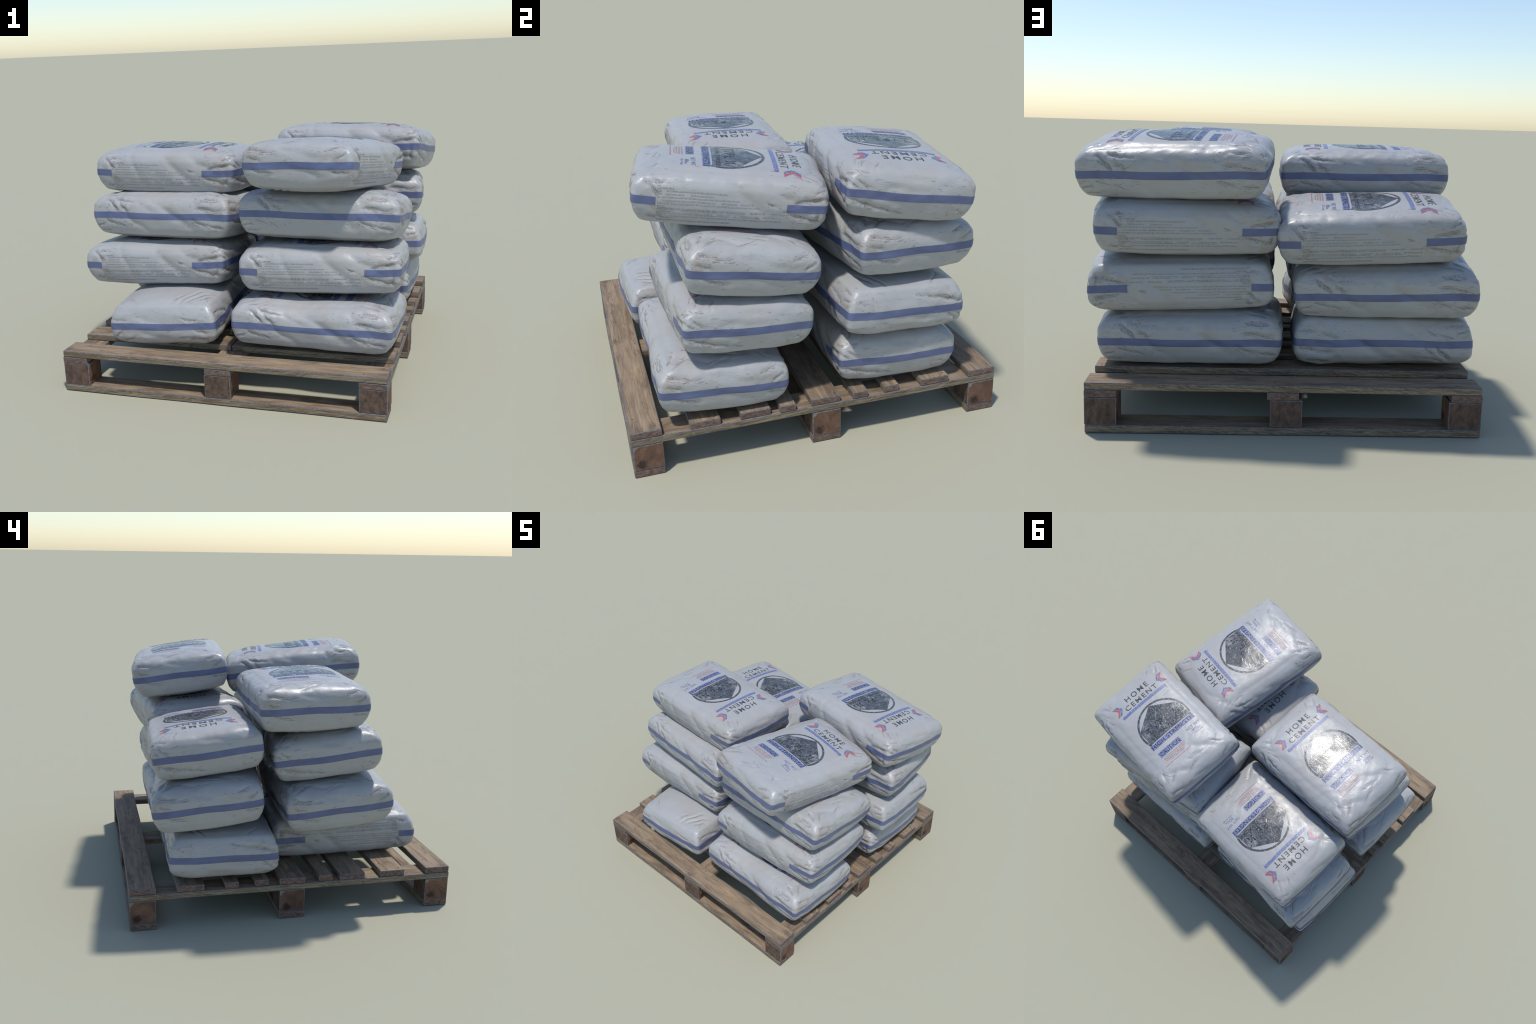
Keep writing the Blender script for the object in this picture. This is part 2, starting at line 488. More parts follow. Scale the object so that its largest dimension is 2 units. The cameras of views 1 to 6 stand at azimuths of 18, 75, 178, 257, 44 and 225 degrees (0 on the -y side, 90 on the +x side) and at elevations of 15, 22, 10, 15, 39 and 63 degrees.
def build_sack():
    n = 2 * (NX + NY)
    loops = []
    for z, ins in rows:
        t = (z - PROFILE[0, 0]) / (PROFILE[-1, 0] - PROFILE[0, 0])
        rad = 0.022 + (0.75 if z > 0 else 0.18) * ins
        loops.append(outline(ins, rad, z))
    V = [np.concatenate(loops)]
    F = []
    for r in range(NR - 1):
        for i in range(n):
            j = (i + 1) % n
            F.append((r * n + i, r * n + j, (r + 1) * n + j, (r + 1) * n + i))
    base = NR * n

    def grid(row, z_rim, z_mid, flip):
        nonlocal base
        c = cap(loops[row], z_rim, z_mid)
        idx = np.zeros((NX + 1, NY + 1), int)
        o = row * n
        idx[:, 0] = o + np.arange(NX + 1)
        idx[NX, :] = o + NX + np.arange(NY + 1)
        idx[::-1, NY] = o + NX + NY + np.arange(NX + 1)
        idx[0, ::-1] = o + (2 * NX + NY + np.arange(NY + 1)) % n
        inner = c[1:-1, 1:-1]
        k = inner.shape[0] * inner.shape[1]
        idx[1:-1, 1:-1] = base + np.arange(k).reshape(inner.shape[:2])
        V.append(inner.reshape(-1, 3))
        base += k
        for i in range(NX):
            for j in range(NY):
                q = (idx[i, j], idx[i + 1, j], idx[i + 1, j + 1], idx[i, j + 1])
                F.append(tuple(int(x) for x in (q if not flip else q[::-1])))

    grid(NR - 1, Z_RIM_T, Z_DOME_T, False)
    grid(0, Z_RIM_B, Z_DOME_B, True)
    return np.concatenate(V), np.array(F)


def smooth_mesh(V, F, it):
    e = np.concatenate([F[:, [0, 1]], F[:, [1, 2]], F[:, [2, 3]], F[:, [3, 0]]])
    e = np.concatenate([e, e[:, ::-1]])
    deg = np.bincount(e[:, 0], minlength=len(V)).astype(float)
    for _ in range(it):
        acc = np.stack([np.bincount(e[:, 0], V[e[:, 1], k], len(V)) for k in range(3)], 1)
        V = V * 0.4 + 0.6 * acc / deg[:, None]
    return V


def vertex_normals(V, F):
    fn = np.cross(V[F[:, 2]] - V[F[:, 0]], V[F[:, 3]] - V[F[:, 1]])
    N = np.zeros_like(V)
    for k in range(4):
        for c in range(3):
            N[:, c] += np.bincount(F[:, k], fn[:, c], len(V))
    return N / np.linalg.norm(N, axis=1)[:, None]


# creases: face, start, end (face coordinates), half width, depth
#   front = text side (-y) in (x, z); back = striped side (+y) in (x, z)
#   head (+x) and tail (-x) in (y, z); top and bottom in (x, y)
CREASES = [
    ("back", (0.345, 0.090), (0.268, 0.022), 0.011, 0.011), ("back", (0.325, 0.080), (0.262, 0.030), 0.006, 0.006),
    ("back", (0.262, 0.070), (0.190, 0.020), 0.010, 0.009), ("back", (0.30, 0.104), (0.215, 0.084), 0.007, 0.007),
    ("back", (0.24, 0.095), (0.16, 0.078), 0.006, 0.004), ("back", (-0.25, 0.056), (-0.43, 0.026), 0.010, 0.007),
    ("back", (-0.26, 0.098), (-0.39, 0.090), 0.012, 0.010), ("back", (-0.22, -0.022), (-0.32, -0.055), 0.009, 0.008),
    ("back", (-0.32, -0.055), (-0.42, -0.058), 0.008, 0.007), ("back", (0.35, -0.030), (0.26, -0.052), 0.009, 0.006),
    ("back", (0.27, -0.040), (0.22, -0.066), 0.006, 0.005), ("back", (0.43, -0.062), (0.36, -0.056), 0.006, 0.006),
    ("back", (0.40, -0.090), (0.33, -0.098), 0.007, 0.005),
    ("front", (-0.385, 0.092), (-0.325, 0.026), 0.010, 0.011), ("front", (-0.365, 0.090), (-0.30, 0.075), 0.012, 0.006),
    ("front", (0.30, 0.026), (0.44, 0.040), 0.010, 0.009), ("front", (0.24, -0.026), (0.35, -0.055), 0.010, 0.008),
    ("front", (0.33, -0.052), (0.44, -0.066), 0.010, 0.008), ("front", (0.16, 0.014), (0.22, 0.008), 0.006, 0.005),
    ("front", (0.37, 0.075), (0.43, 0.083), 0.008, 0.007), ("front", (0.42, -0.015), (0.40, -0.07), 0.010, 0.008),
    ("front", (-0.39, -0.07), (-0.33, -0.09), 0.009, 0.005),
    ("head", (-0.29, -0.028), (-0.20, -0.055), 0.012, 0.011), ("head", (-0.22, -0.052), (-0.10, -0.070), 0.011, 0.009),
    ("head", (-0.12, -0.066), (-0.03, -0.080), 0.009, 0.006), ("head", (-0.27, 0.070), (-0.21, 0.030), 0.009, 0.008),
    ("head", (-0.295, 0.05), (-0.26, 0.025), 0.008, 0.007), ("head", (-0.29, 0.100), (-0.21, 0.090), 0.008, 0.006),
    ("head", (0.22, -0.05), (0.26, -0.075), 0.007, 0.005), ("head", (0.17, -0.06), (0.19, -0.085), 0.006, 0.004),
    ("tail", (0.27, 0.085), (0.17, 0.072), 0.010, 0.009), ("tail", (0.20, 0.062), (0.10, 0.066), 0.007, 0.006),
    ("tail", (0.27, 0.035), (0.19, 0.024), 0.009, 0.007), ("tail", (0.25, -0.030), (0.12, -0.036), 0.008, 0.006),
    ("tail", (-0.20, -0.035), (-0.29, -0.030), 0.008, 0.006), ("tail", (-0.24, 0.09), (-0.16, 0.07), 0.008, 0.006),
    ("tail", (-0.28, 0.06), (-0.22, 0.03), 0.008, 0.007),
    ("top", (0.40, -0.25), (0.33, -0.22), 0.008, 0.005), ("top", (0.37, -0.27), (0.29, -0.24), 0.007, 0.004),
    ("top", (0.42, -0.19), (0.36, -0.15), 0.007, 0.004), ("top", (0.41, 0.25), (0.34, 0.21), 0.009, 0.005),
    ("top", (0.36, 0.27), (0.28, 0.24), 0.009, 0.005), ("top", (0.30, 0.27), (0.22, 0.245), 0.008, 0.004),
    ("top", (-0.41, 0.24), (-0.33, 0.15), 0.010, 0.006), ("top", (-0.38, 0.26), (-0.27, 0.22), 0.010, 0.006),
    ("top", (-0.42, 0.10), (-0.37, -0.05), 0.012, 0.004), ("top", (-0.40, -0.22), (-0.33, -0.16), 0.009, 0.004),
    ("top", (-0.36, -0.10), (-0.34, 0.04), 0.010, 0.003),
    ("bottom", (-0.40, 0.045), (-0.27, 0.13), 0.012, 0.006), ("bottom", (-0.40, 0.095), (-0.24, 0.19), 0.012, 0.009),
    ("bottom", (-0.39, 0.15), (-0.26, 0.235), 0.012, 0.008), ("bottom", (-0.37, 0.205), (-0.29, 0.255), 0.012, 0.006),
    ("bottom", (0.40, 0.10), (0.30, 0.17), 0.008, 0.006), ("bottom", (0.38, 0.16), (0.28, 0.22), 0.008, 0.006),
    ("bottom", (0.41, -0.12), (0.33, -0.20), 0.008, 0.005), ("bottom", (-0.40, -0.14), (-0.32, -0.22), 0.008, 0.005),
]
# broad soft folds in the film; these stay clean
FOLDS = [
    ("back", (0.05, 0.10), (-0.20, -0.06), 0.028, 0.011), ("back", (0.26, 0.02), (0.06, -0.10), 0.022, 0.007),
    ("back", (-0.20, 0.10), (-0.36, 0.00), 0.024, 0.008), ("back", (0.16, 0.09), (0.02, 0.03), 0.020, 0.005),
    ("front", (0.00, 0.09), (0.20, -0.08), 0.028, 0.010), ("front", (0.16, 0.09), (0.34, 0.01), 0.022, 0.008),
    ("front", (-0.22, 0.10), (-0.13, -0.06), 0.022, 0.005), ("head", (-0.05, 0.10), (0.16, 0.06), 0.022, 0.007),
    ("head", (-0.16, 0.06), (0.05, 0.02), 0.022, 0.006), ("tail", (0.10, 0.09), (-0.12, 0.05), 0.022, 0.007),
    ("tail", (0.05, 0.00), (-0.18, -0.06), 0.022, 0.006), ("top", (-0.42, 0.02), (-0.30, 0.26), 0.022, 0.006),
    ("top", (-0.40, -0.20), (-0.28, -0.02), 0.024, 0.005), ("top", (0.40, 0.05), (0.31, 0.26), 0.022, 0.005),
]
FACE = {"front": (1, -1, (0, 2)), "back": (1, 1, (0, 2)), "head": (0, 1, (1, 2)), "tail": (0, -1, (1, 2)),
        "top": (2, 1, (0, 1)), "bottom": (2, -1, (0, 1))}


def crease_field(V, N):
    D = np.zeros(len(V))
    for k, (face, a, b, w, dep) in enumerate(CREASES + FOLDS):
        ax, sg, uv = FACE[face]
        near = np.clip((sg * N[:, ax] - 0.05) / 0.3, 0, 1)
        if ax == 2:
            near = near * (sg * V[:, 2] > 0.05)
        p = V[:, list(uv)]
        a, b = np.array(a), np.array(b)
        ab = b - a
        L = np.linalg.norm(ab)
        t = (p - a) @ ab / L ** 2
        tc = np.clip(t, 0, 1)
        side = ((p - a)[:, 0] * ab[1] - (p - a)[:, 1] * ab[0]) / L
        wob = min(0.35 * w, 0.004) * np.sin(t * 9 + k) + 0.006 * np.sin(tc * math.pi + k)
        over = np.maximum(np.abs(t - 0.5) - 0.5, 0) * L
        q = np.sqrt((side - wob) ** 2 + over ** 2)
        taper = np.sin(math.pi * np.clip(0.12 + 0.76 * tc, 0, 1))
        D -= near * taper * 0.60 * dep * np.exp(-(q / (w * 0.75)) ** 2)
        ridge = side - wob - 2.3 * w
        D += near * taper * 0.30 * dep * np.exp(-(ridge / (1.5 * w)) ** 2) * np.exp(-(over / w) ** 2)
        ridge = side - wob + 2.3 * w
        D += near * taper * 0.18 * dep * np.exp(-(ridge / (1.5 * w)) ** 2) * np.exp(-(over / w) ** 2)
    return D


def relief(V, N):
    """Lumps of the filling plus drawn creases, as distance along the normal."""
    D = crease_field(V, N)
    D += 0.0034 * value_noise(V * (6, 7, 10), 3)
    cornerness = np.clip((np.abs(V[:, 0]) - 0.12) / 0.25, 0, 1)
    D += 0.0014 * value_noise(V * (11, 12, 18), 15)
    D += (0.0005 + 0.0010 * cornerness) * value_noise(V * (20, 20, 30), 5)
    # ripples: soft pull lines towards the tail and along the back edge of the top
    top = np.clip((N[:, 2] - 0.4) / 0.4, 0, 1)
    rip = np.sin(55 * (V[:, 0] + 0.6 * V[:, 1]) + 3 * value_noise(V * 9, 21))
    D += 0.0007 * top * rip * np.clip((-V[:, 0] - 0.12) / 0.2, 0, 1)
    rip2 = np.sin(70 * (V[:, 0] - 0.8 * V[:, 1]) + 3 * value_noise(V * 9, 22))
    D += 0.0006 * top * rip2 * np.clip((V[:, 1] - 0.12) / 0.12, 0, 1)
    # short pleats that cross the front shoulder above the text
    sh = np.exp(-((V[:, 2] - 0.112) / 0.022) ** 2) * (N[:, 1] < -0.1)
    D -= 0.0012 * sh * np.abs(np.sin(26 * V[:, 0] + 1.0)) ** 8 * (V[:, 0] < 0.1)
    return D


SV, SF = build_sack()
SV = smooth_mesh(SV, SF, 2)
# the filling settles away from the lower corners, so they ride a little higher
lift = np.clip((np.abs(SV[:, 0]) - 0.22) / 0.20, 0, 1) ** 2 * np.clip((np.abs(SV[:, 1]) - 0.10) / 0.18, 0, 1) ** 2
SV[:, 2] += 0.009 * lift * np.clip((-SV[:, 2] - 0.04) / 0.06, 0, 1)
SN = vertex_normals(SV, SF)
SV = SV + SN * relief(SV, SN)[:, None]
SN = vertex_normals(SV, SF)
BVH = BVHTree.FromPolygons([tuple(v) for v in SV], [tuple(int(i) for i in f) for f in SF])


# ------------------------------------------------------------------ printed matter on the canonical sack
PRINT_GAP = 0.0011


def settle_top(p2, gap=PRINT_GAP):
    out = []
    for x, y in p2:
        h, nrm, _, _ = BVH.ray_cast(Vector((x, y, 0.4)), Vector((0, 0, -1)))
        out.append(h + nrm * gap)
    return np.array([tuple(v) for v in out])


def settle_front(xz, gap=PRINT_GAP):
    out = []
    for x, z in xz:
        h, nrm, _, _ = BVH.ray_cast(Vector((x, -0.6, z)), Vector((0, 1, 0)))
        out.append(h + nrm * gap)
    return np.array([tuple(v) for v in out])


def bm_from_polys(polys):
    bm = bmesh.new()
    for poly in polys:
        bm.faces.new([bm.verts.new((x, y, 0)) for x, y in poly])
    return bm


def slice_grid(bm, step):
    """Cut a flat print into small cells so that it can follow the cushioned surface."""
    xs = [v.co.x for v in bm.verts]; ys = [v.co.y for v in bm.verts]
    for lo, hi, no in ((min(xs), max(xs), (1, 0, 0)), (min(ys), max(ys), (0, 1, 0))):
        k = math.ceil(lo / step)
        while k * step < hi:
            co = (k * step, 0, 0) if no[0] else (0, k * step, 0)
            bmesh.ops.bisect_plane(bm, geom=bm.verts[:] + bm.edges[:] + bm.faces[:], plane_co=co, plane_no=no)
            k += 1


def flat_to_arrays(bm):
    bmesh.ops.triangulate(bm, faces=bm.faces[:])
    bm.verts.index_update()
    v = np.array([(a.co.x, a.co.y) for a in bm.verts])
    f = [tuple(a.index for a in fc.verts) for fc in bm.faces]
    bm.free()
    return v, f


def top_print(bm, step=0.012, gap=PRINT_GAP):
    slice_grid(bm, step)
    v, f = flat_to_arrays(bm)
    p = settle_top(v, gap)
    f2 = []
    for t in f:
        a, b, c = (v[i] for i in t)
        cr = (b[0] - a[0]) * (c[1] - a[1]) - (b[1] - a[1]) * (c[0] - a[0])
        f2.append(t if cr > 0 else t[::-1])
    return p, f2


def text_bm(body, xa, xb, ya, yb, spacing=1.0, bold=0.0):
    """Lettering fitted to a box; text runs towards -y and stands up towards +x."""
    cu = bpy.data.curves.new("lettering", "FONT")
    cu.body = body
    cu.space_character = spacing
    cu.offset = bold
    cu.resolution_u = 4
    ob = bpy.data.objects.new("lettering", cu)
    COL.objects.link(ob)
    dg = bpy.context.evaluated_depsgraph_get()
    me = bpy.data.meshes.new_from_object(ob.evaluated_get(dg))
    bm = bmesh.new()
    bm.from_mesh(me)
    bpy.data.objects.remove(ob)
    bpy.data.meshes.remove(me)
    bpy.data.curves.remove(cu)
    xs = [v.co.x for v in bm.verts]; ys = [v.co.y for v in bm.verts]
    for v in bm.verts:
        s = (v.co.x - min(xs)) / (max(xs) - min(xs))
        t = (v.co.y - min(ys)) / (max(ys) - min(ys))
        v.co = (xa + (xb - xa) * t, ya + (yb - ya) * s, 0)
    bmesh.ops.remove_doubles(bm, verts=bm.verts[:], dist=1e-6)
    return bm


def merge(parts):
    V, F, o = [], [], 0
    for v, f in parts:
        V.append(v)
        F += [tuple(i + o for i in t) for t in f]
        o += len(v)
    return np.concatenate(V), F


def rect(xa, xb, ya, yb):
    return [(xa, ya), (xb, ya), (xb, yb), (xa, yb)]


CY = -0.016
prints = []     # (object name, material, vertices, faces, stuff?)
prints.append(("printed_lettering", BLACK, *merge([
    top_print(text_bm("HOME", 0.290, 0.332, 0.074, -0.122, 1.35, 0.004)),
    top_print(text_bm("CEMENT", 0.229, 0.268, 0.115, -0.160, 1.25, 0.004))]), False))
prints.append(("printed_bar", BLUE, *merge([top_print(bm_from_polys([rect(0.196, 0.2175, -0.210, 0.172)])),
                                           top_print(bm_from_polys([rect(-0.135, -0.098, -0.197, 0.172)])),
                                           top_print(bm_from_polys([rect(-0.212, -0.171, -0.019, 0.164)]))]), False))


def chevron_pair(tip_l, tip_r, w, D=0.029):
    """Two double-armed arrow marks either side of the name, pointing inward."""
    return merge([top_print(bm_from_polys([q])) for q in (
        [(0.280, tip_l), (0.320, tip_l + D), (0.320, tip_l + D + w), (0.280, tip_l + w)],
        [(0.280, tip_l), (0.280, tip_l + w), (0.239, tip_l + D + w), (0.239, tip_l + D)],
        [(0.280, tip_r), (0.320, tip_r - D), (0.320, tip_r - D - w), (0.280, tip_r - w)],
        [(0.280, tip_r), (0.280, tip_r - w), (0.239, tip_r - D - w), (0.239, tip_r - D)])])


prints.append(("printed_chevron", BLUE, *chevron_pair(0.126, -0.178, 0.0175), False))
prints.append(("printed_chevron", RED, *chevron_pair(0.1465, -0.1985, 0.0175), False))

# ring around the emblem, open where the HIGH STRENGTH bar crosses it
RC, RO, RI = (-0.026, CY), 0.1915, 0.1775
N_ARC = 90
ring_polys = []
lim = math.pi - math.acos(0.070 / 0.1845)
for k in range(N_ARC):
    t0, t1 = (-lim + 2 * lim * k / N_ARC), (-lim + 2 * lim * (k + 1) / N_ARC)
    ring_polys.append([(RC[0] + r * math.cos(t), RC[1] + r * math.sin(t)) for r, t in ((RI, t0), (RO, t0), (RO, t1), (RI, t1))])
prints.append(("printed_ring", RING, *top_print(bm_from_polys(ring_polys), 0.02), False))
house = [(0.153, CY), (0.036, CY + 0.169), (-0.090, CY + 0.171), (-0.090, CY - 0.171), (0.036, CY - 0.169)]
prints.append(("printed_emblem", EMBLEM, *top_print(bm_from_polys([house])), False))
prints.append(("emblem_lettering", DARK, *merge([
    top_print(text_bm("TYPE II", -0.028, 0.024, CY + 0.135, CY - 0.135, 1.35, 0.006), gap=0.0021),
    top_print(text_bm("(GENERAL PURPOSE)", -0.078, -0.050, CY + 0.150, CY - 0.150, 1.1), gap=0.0021)]), False))
prints.append(("bar_lettering", DARK, *merge([
    top_print(text_bm("HIGH STRENGTH", -0.131, -0.102, 0.166, -0.191, 1.1), gap=0.0021),
    top_print(text_bm("CAUTION", -0.207, -0.176, 0.154, -0.010, 1.1), gap=0.0021)]), False))
prints.append(("weight_lettering", BLUE, *merge([
    top_print(text_bm("NET WT", -0.189, -0.167, -0.086, -0.200, 1.1)),
    top_print(text_bm("80", -0.217, -0.197, -0.117, -0.151, 1.0)), top_print(text_bm("lbs", -0.217, -0.203, -0.154, -0.180, 1.0)),
    top_print(text_bm("(36.2 kg)", -0.238, -0.223, -0.112, -0.188, 1.0))]), False))
warn = [("ALWAYS WEAR SAFETY", 0.158, -0.030), ("PROTECTION WHEN", 0.152, -0.022), ("HANDLING PRODUCT", 0.150, -0.018),
        ("CAN CAUSE INJURY", 0.125, 0.000)]
wp = []
for k, (t, ya, yb) in enumerate(warn):
    x = -0.2285 - 0.0128 * k
    wp.append(top_print(text_bm(t, x - 0.0042, x + 0.0042, ya, yb, 1.05)))
dash, y = [], 0.180
while y > -0.032:
    w = random.uniform(0.006, 0.016)
    dash.append(rect(-0.2858, -0.2818, max(y - w, -0.033), y))
    y -= w + 0.003
wp.append(top_print(bm_from_polys(dash), 0.02))
prints.append(("warning_lettering", RED, *merge(wp), False))

# small print on the front side: rows of word-length dashes (height, start x, end x, strength)
ROWS = [(0.057, -0.335, -0.262, 0.006), (0.046, -0.335, -0.020, 0.005), (0.031, -0.335, -0.080, 0.004),
        (0.018, -0.335, 0.040, 0.004), (0.003, -0.335, 0.105, 0.005), (-0.010, -0.335, 0.135, 0.005),
        (-0.025, -0.335, -0.300, 0.006), (-0.035, -0.330, 0.245, 0.005), (-0.0415, -0.335, 0.060, 0.004),
        (-0.054, -0.335, 0.240, 0.005), (-0.0615, -0.335, 0.140, 0.004), (-0.073, -0.335, 0.236, 0.005),
        (-0.081, -0.322, -0.268, 0.005), (-0.0945, -0.335, 0.000, 0.006)]
r2 = random.Random(5)
polys = []
for z, xa, xb, h in ROWS:
    x = xa
    while x < xb:
        w = r2.uniform(0.008, 0.026)
        e = min(x + w, xb)
        if r2.random() > 0.06:
            polys.append(rect(x, e, z - h / 2, z + h / 2))
        x = e + r2.uniform(0.0022, 0.004)
bm = bm_from_polys(polys)
slice_grid(bm, 0.012)
v, f = flat_to_arrays(bm)
pv = settle_front(v)
ff = []
for t in f:
    a, b, c = (v[i] for i in t)
    cr = (b[0] - a[0]) * (c[1] - a[1]) - (b[1] - a[1]) * (c[0] - a[0])
    ff.append(t if cr > 0 else t[::-1])
prints.append(("small_print", SMALL, pv, ff, True))


def side_stripe():
    """Blue band round the sack at mid height, interrupted by the text panel."""
    loop = outline(0.0, 0.021, 0.0)
    cen = loop[:, :2]
    # outward direction of the loop
    tang = np.roll(cen, -1, 0) - np.roll(cen, 1, 0)
    nor = np.stack([tang[:, 1], -tang[:, 0]], 1)
    nor /= np.linalg.norm(nor, axis=1)[:, None]
    zs = np.linspace(-0.0185, 0.0185, 8)
    n = len(cen)
    P = np.zeros((n, 8, 3))
    for i in range(n):
        for j, z in enumerate(zs):
            zw = z + 0.0032 * math.sin(cen[i, 0] * 11 + 1.7 * cen[i, 1] * 9) * (0.4 + 0.6 * math.sin(5 * cen[i, 0]) ** 2)
            o = Vector((*(cen[i] + nor[i] * 0.2), zw))
            h, nr, _, _ = BVH.ray_cast(o, Vector((*(-nor[i]), 0)))
            P[i, j] = h + nr * 0.0013
    F = []
    for i in range(n):
        k = (i + 1) % n
        onfront = i < NX
        xm = (cen[i, 0] + cen[k, 0]) / 2
        if onfront and -0.340 < xm < 0.260:
            continue
        for j in range(7):
            F.append((i * 8 + j, k * 8 + j, k * 8 + j + 1, i * 8 + j + 1))
    used = sorted({i for q in F for i in q})
    m = {a: b for b, a in enumerate(used)}
    return P.reshape(-1, 3)[used], [tuple(m[i] for i in q) for q in F]


prints.append(("printed_stripe", STRIPE, *side_stripe(), False))


def grime_strokes():
    """Tapered rub marks along every crease, and loose dashes scattered on sides and corners."""
    g = random.Random(11)
    axis = {"front": ((0, 1, 0), lambda u, v: (u, -0.6, v)), "back": ((0, -1, 0), lambda u, v: (u, 0.6, v)),
            "head": ((-1, 0, 0), lambda u, v: (0.8, u, v)), "tail": ((1, 0, 0), lambda u, v: (-0.8, u, v)),
            "top": ((0, 0, -1), lambda u, v: (u, v, 0.5)), "bottom": ((0, 0, 1), lambda u, v: (u, v, -0.5))}
    V, F = [], []

    def stroke(face, c, ang, length, width):
        d, org = axis[face]
        n = max(3, int(length / 0.007))
        cols = []
        bend = g.uniform(-0.25, 0.25)
        for k in range(n + 1):
            t = k / n - 0.5
            a = ang + bend * t
            w = width * (1 - (2 * t) ** 2) ** 0.6 * g.uniform(0.6, 1.2) / 2 + 0.0002
            row = []
            for sgn in (-1, 1):
                u = c[0] + t * length * math.cos(a) - sgn * w * math.sin(a)
                v = c[1] + t * length * math.sin(a) + sgn * w * math.cos(a)
                h, nr, _, _ = BVH.ray_cast(Vector(org(u, v)), Vector(d))
                if h is None or nr.dot(Vector(d)) > -0.25:
                    return
                row.append(tuple(h + nr * 0.0006))
            cols.append(row)
        o = len(V)
        for row in cols:
            V.extend(row)
        flip = face in ("front", "head", "top")
        for k in range(n):
            q = (o + 2 * k, o + 2 * k + 2, o + 2 * k + 3, o + 2 * k + 1)
            F.append(q if flip else q[::-1])

    for face, a, b, w, dep in CREASES:
        L = math.dist(a, b)
        ang = math.atan2(b[1] - a[1], b[0] - a[0])
        nx_, ny_ = -math.sin(ang), math.cos(ang)
        for _ in range(int((4 + dep * 900) * (0.45 if face in ("top", "bottom") else 1.15))):
            t, off = g.uniform(0.08, 0.92), g.gauss(0, 0.55) * w
            c = (a[0] + (b[0] - a[0]) * t + nx_ * off, a[1] + (b[1] - a[1]) * t + ny_ * off)
            stroke(face, c, ang + g.gauss(0, 0.16), g.uniform(0.18, 0.45) * L * (0.7 if face == "head" else 1),
                   w * g.uniform(0.18, 0.55))
    for face, hu, cnt in (("front", 0.44, 60), ("back", 0.44, 150), ("head", 0.29, 45), ("tail", 0.29, 45)):
        for _ in range(cnt):
            u = hu * g.choice((-1, 1)) * g.random() ** 0.6
            v = g.uniform(-0.10, 0.108)
            if face == "front" and -0.34 < u < 0.2 and g.random() < 0.8:
                continue
            stroke(face, (u, v), g.gauss(-0.12 if u > 0 else 0.14, 0.2), g.uniform(0.006, 0.024), g.uniform(0.0010, 0.0026))
    for face, cnt in (("top", 60), ("bottom", 60)):
        for _ in range(cnt):
            u, v = 0.40 * g.choice((-1, 1)) * g.random() ** 0.4, 0.26 * g.choice((-1, 1)) * g.random() ** 0.4
            if abs(u) < 0.33 and abs(v) < 0.20:
                continue
            stroke(face, (u, v), g.gauss(0.5 if u * v < 0 else -0.5, 0.3), g.uniform(0.006, 0.03), g.uniform(0.0010, 0.0022))
    return np.array(V), F


prints.append(("grime_mark", GRIME, *grime_strokes(), True))


# ------------------------------------------------------------------ the fifteen sacks
# Each sack: the four stripe corners as they lie in the stack
# (-x-y, +x-y, +x+y, -x+y), which way the head of the print points, and whether it lies face down.
SACKS = [
    [[.021, -.775, .416], [.908, -.785, .415], [.909, -.168, .367], [.017, -.170, .381], "-x", False],
    [[.056, -.690, .701], [.937, -.653, .722], [.905, -.034, .655], [.015, -.088, .653], "+x", False],
    [[.042, -.616, 1.014], [.921, -.612, 1.005], [.916, .000, .903], [.023, -.014, .939], "-x", False],
    [[0.101, -0.7, 1.292], [0.71, -0.797, 1.31], [0.858, 0.056, 1.192], [0.262, 0.177, 1.203], "+y", False],
    [[-.705, -.818, .372], [-.073, -.794, .407], [-.121, .095, .414], [-.724, .073, .377], "+y", True],
    [[-.971, -.559, .660], [-.087, -.568, .698], [-.070, .037, .649], [-.963, .055, .608], "+x", False],
    [[-.935, -.490, .958], [-.046, -.577, .976], [.016, .022, .906], [-.872, .114, .884], "-x", False],
    [[-.928, -.409, 1.206], [-.045, -.442, 1.207], [-.010, .165, 1.176], [-.913, .205, 1.189], "+x", False],
    [[-.013, .122, .403], [.879, .106, .399], [.892, .714, .378], [-.006, .728, .388], "+x", False],
    [[.068, .081, .696], [.960, .122, .689], [.933, .726, .641], [.038, .686, .661], "+x", True],
    [[.065, .090, .972], [.955, .190, .983], [.885, .790, .940], [.007, .694, .938], "-x", False],
    [[.040, .218, 1.291], [.933, .127, 1.287], [.987, .723, 1.192], [.095, .815, 1.215], "+x", False],
    [[-.983, .108, .394], [-.100, .076, .385], [-.080, .675, .383], [-.966, .716, .397], "-x", True],
    [[-.985, .200, .712], [-.100, .085, .692], [-.073, .681, .613], [-.956, .802, .656], "+x", False],
    [[-.910, .186, 1.000], [-.018, .133, .966], [.013, .733, .881], [-.878, .788, .930], "-x", False],
]
LOOP = [(-1, -1), (1, -1), (1, 1), (-1, 1)]       # local corner signs in order round the sack


def corner_table(spec):
    """Return stripe corners keyed by local (sign x, sign y) of the canonical sack."""
    world = dict(zip(LOOP, (np.array(c) for c in spec[:4])))
    head, face_down = spec[4], spec[5]
    X = {"+x": (1, 0), "-x": (-1, 0), "+y": (0, 1)}[head]
    Y = (-X[1], X[0])
    if face_down:
        Y = (-Y[0], -Y[1])
    return {(a, b): world[(a * X[0] + b * Y[0], a * X[1] + b * Y[1])] for a, b in LOOP}


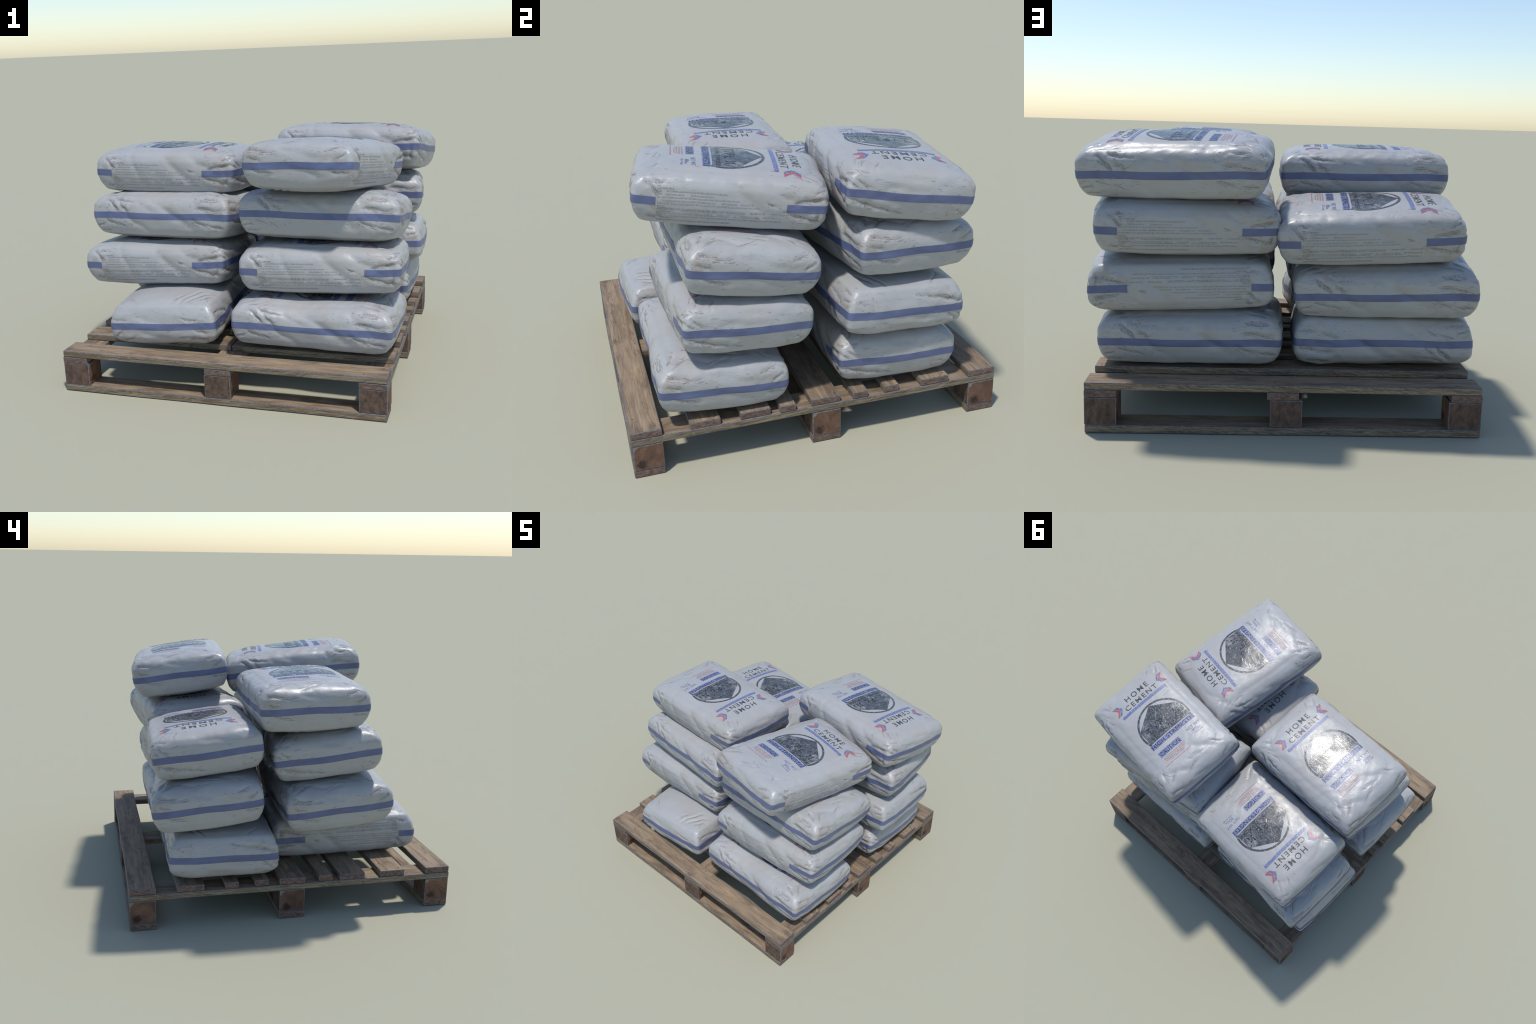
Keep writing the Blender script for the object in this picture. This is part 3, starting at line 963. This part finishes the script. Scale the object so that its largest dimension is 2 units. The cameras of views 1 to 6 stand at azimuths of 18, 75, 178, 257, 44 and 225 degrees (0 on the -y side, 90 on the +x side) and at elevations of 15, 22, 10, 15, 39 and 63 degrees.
def slump(P, i):
    """Sack-by-sack sag: some are squeezed at the waist or dished by the load above."""
    P = P.copy()
    s, t = P[:, 0] / 0.447, P[:, 1] / 0.3035
    for side, s0, wid, squeeze, dish in SLUMP.get(i, ()):
        g = np.exp(-((s - s0) / wid) ** 2) * np.clip((side * t + 0.2) / 1.2, 0, 1) ** 1.5
        P[:, 1] -= side * squeeze * g
        P[:, 2] -= dish * g * np.clip((P[:, 2] + 0.02) / 0.12, 0, 1)
    return P


# sack index: (side, place along the sack, width, squeeze, dish)
SLUMP = {0: ((1, 0.15, 0.38, 0.020, 0.024),), 2: ((1, 0.1, 0.5, 0.008, 0.008),), 5: ((-1, 0.2, 0.4, 0.010, 0.010),),
         6: ((1, -0.1, 0.45, 0.010, 0.008),), 8: ((1, 0.0, 0.5, 0.006, 0.006),), 12: ((1, 0.3, 0.4, 0.008, 0.010),),
         4: ((1, 0.2, 0.5, 0.012, 0.004),), 13: ((1, 0.2, 0.5, 0.004, 0.006),)}


def warp(P, tab, i=None):
    """Carry canonical points onto the (slightly twisted) sack given by its four corners."""
    P = slump(P, i)
    s, t = P[:, 0] / 0.447, P[:, 1] / 0.3035
    c = {k: tab[k] for k in LOOP}
    w = lambda a, b: ((1 + a * s) * (1 + b * t) / 4)[:, None]
    mid = sum(w(a, b) * c[(a, b)] for a, b in LOOP)
    du = sum((a * (1 + b * t) / 4)[:, None] * c[(a, b)] for a, b in LOOP)
    dv = sum((b * (1 + a * s) / 4)[:, None] * c[(a, b)] for a, b in LOOP)
    n = np.cross(du, dv)
    n /= np.linalg.norm(n, axis=1)[:, None]
    return mid + n * P[:, 2:3]


SFL = SF.tolist()
for i, spec in enumerate(SACKS):
    tab = corner_table(spec)
    cen = sum(tab.values()) / 4
    ux = tab[(1, -1)] + tab[(1, 1)] - tab[(-1, -1)] - tab[(-1, 1)]
    ux /= np.linalg.norm(ux)
    uy = tab[(-1, 1)] + tab[(1, 1)] - tab[(-1, -1)] - tab[(1, -1)]
    uz = np.cross(ux, uy); uz /= np.linalg.norm(uz)
    uy = np.cross(uz, ux)
    R = np.stack([ux, uy, uz], 1)
    me = mesh_from("cement_sack", (warp(SV, tab, i) - cen) @ R, SFL, [FILM])
    sack = add("cement_sack", me)
    M4 = Matrix.Identity(4)
    for r in range(3):
        for c in range(3):
            M4[r][c] = R[r, c]
        M4[r][3] = cen[r]
    sack.matrix_world = M4
    sack["label"] = "filled white plastic cement sack with blue stripe and printed top"
    sack["category"] = "cement sack"
    for name, mat, v, f, stuff in prints:
        ob = add(name, mesh_from(name, (warp(v, tab, i) - cen) @ R, f, [mat]), sack)
        if stuff:
            ob["kind"] = "stuff"
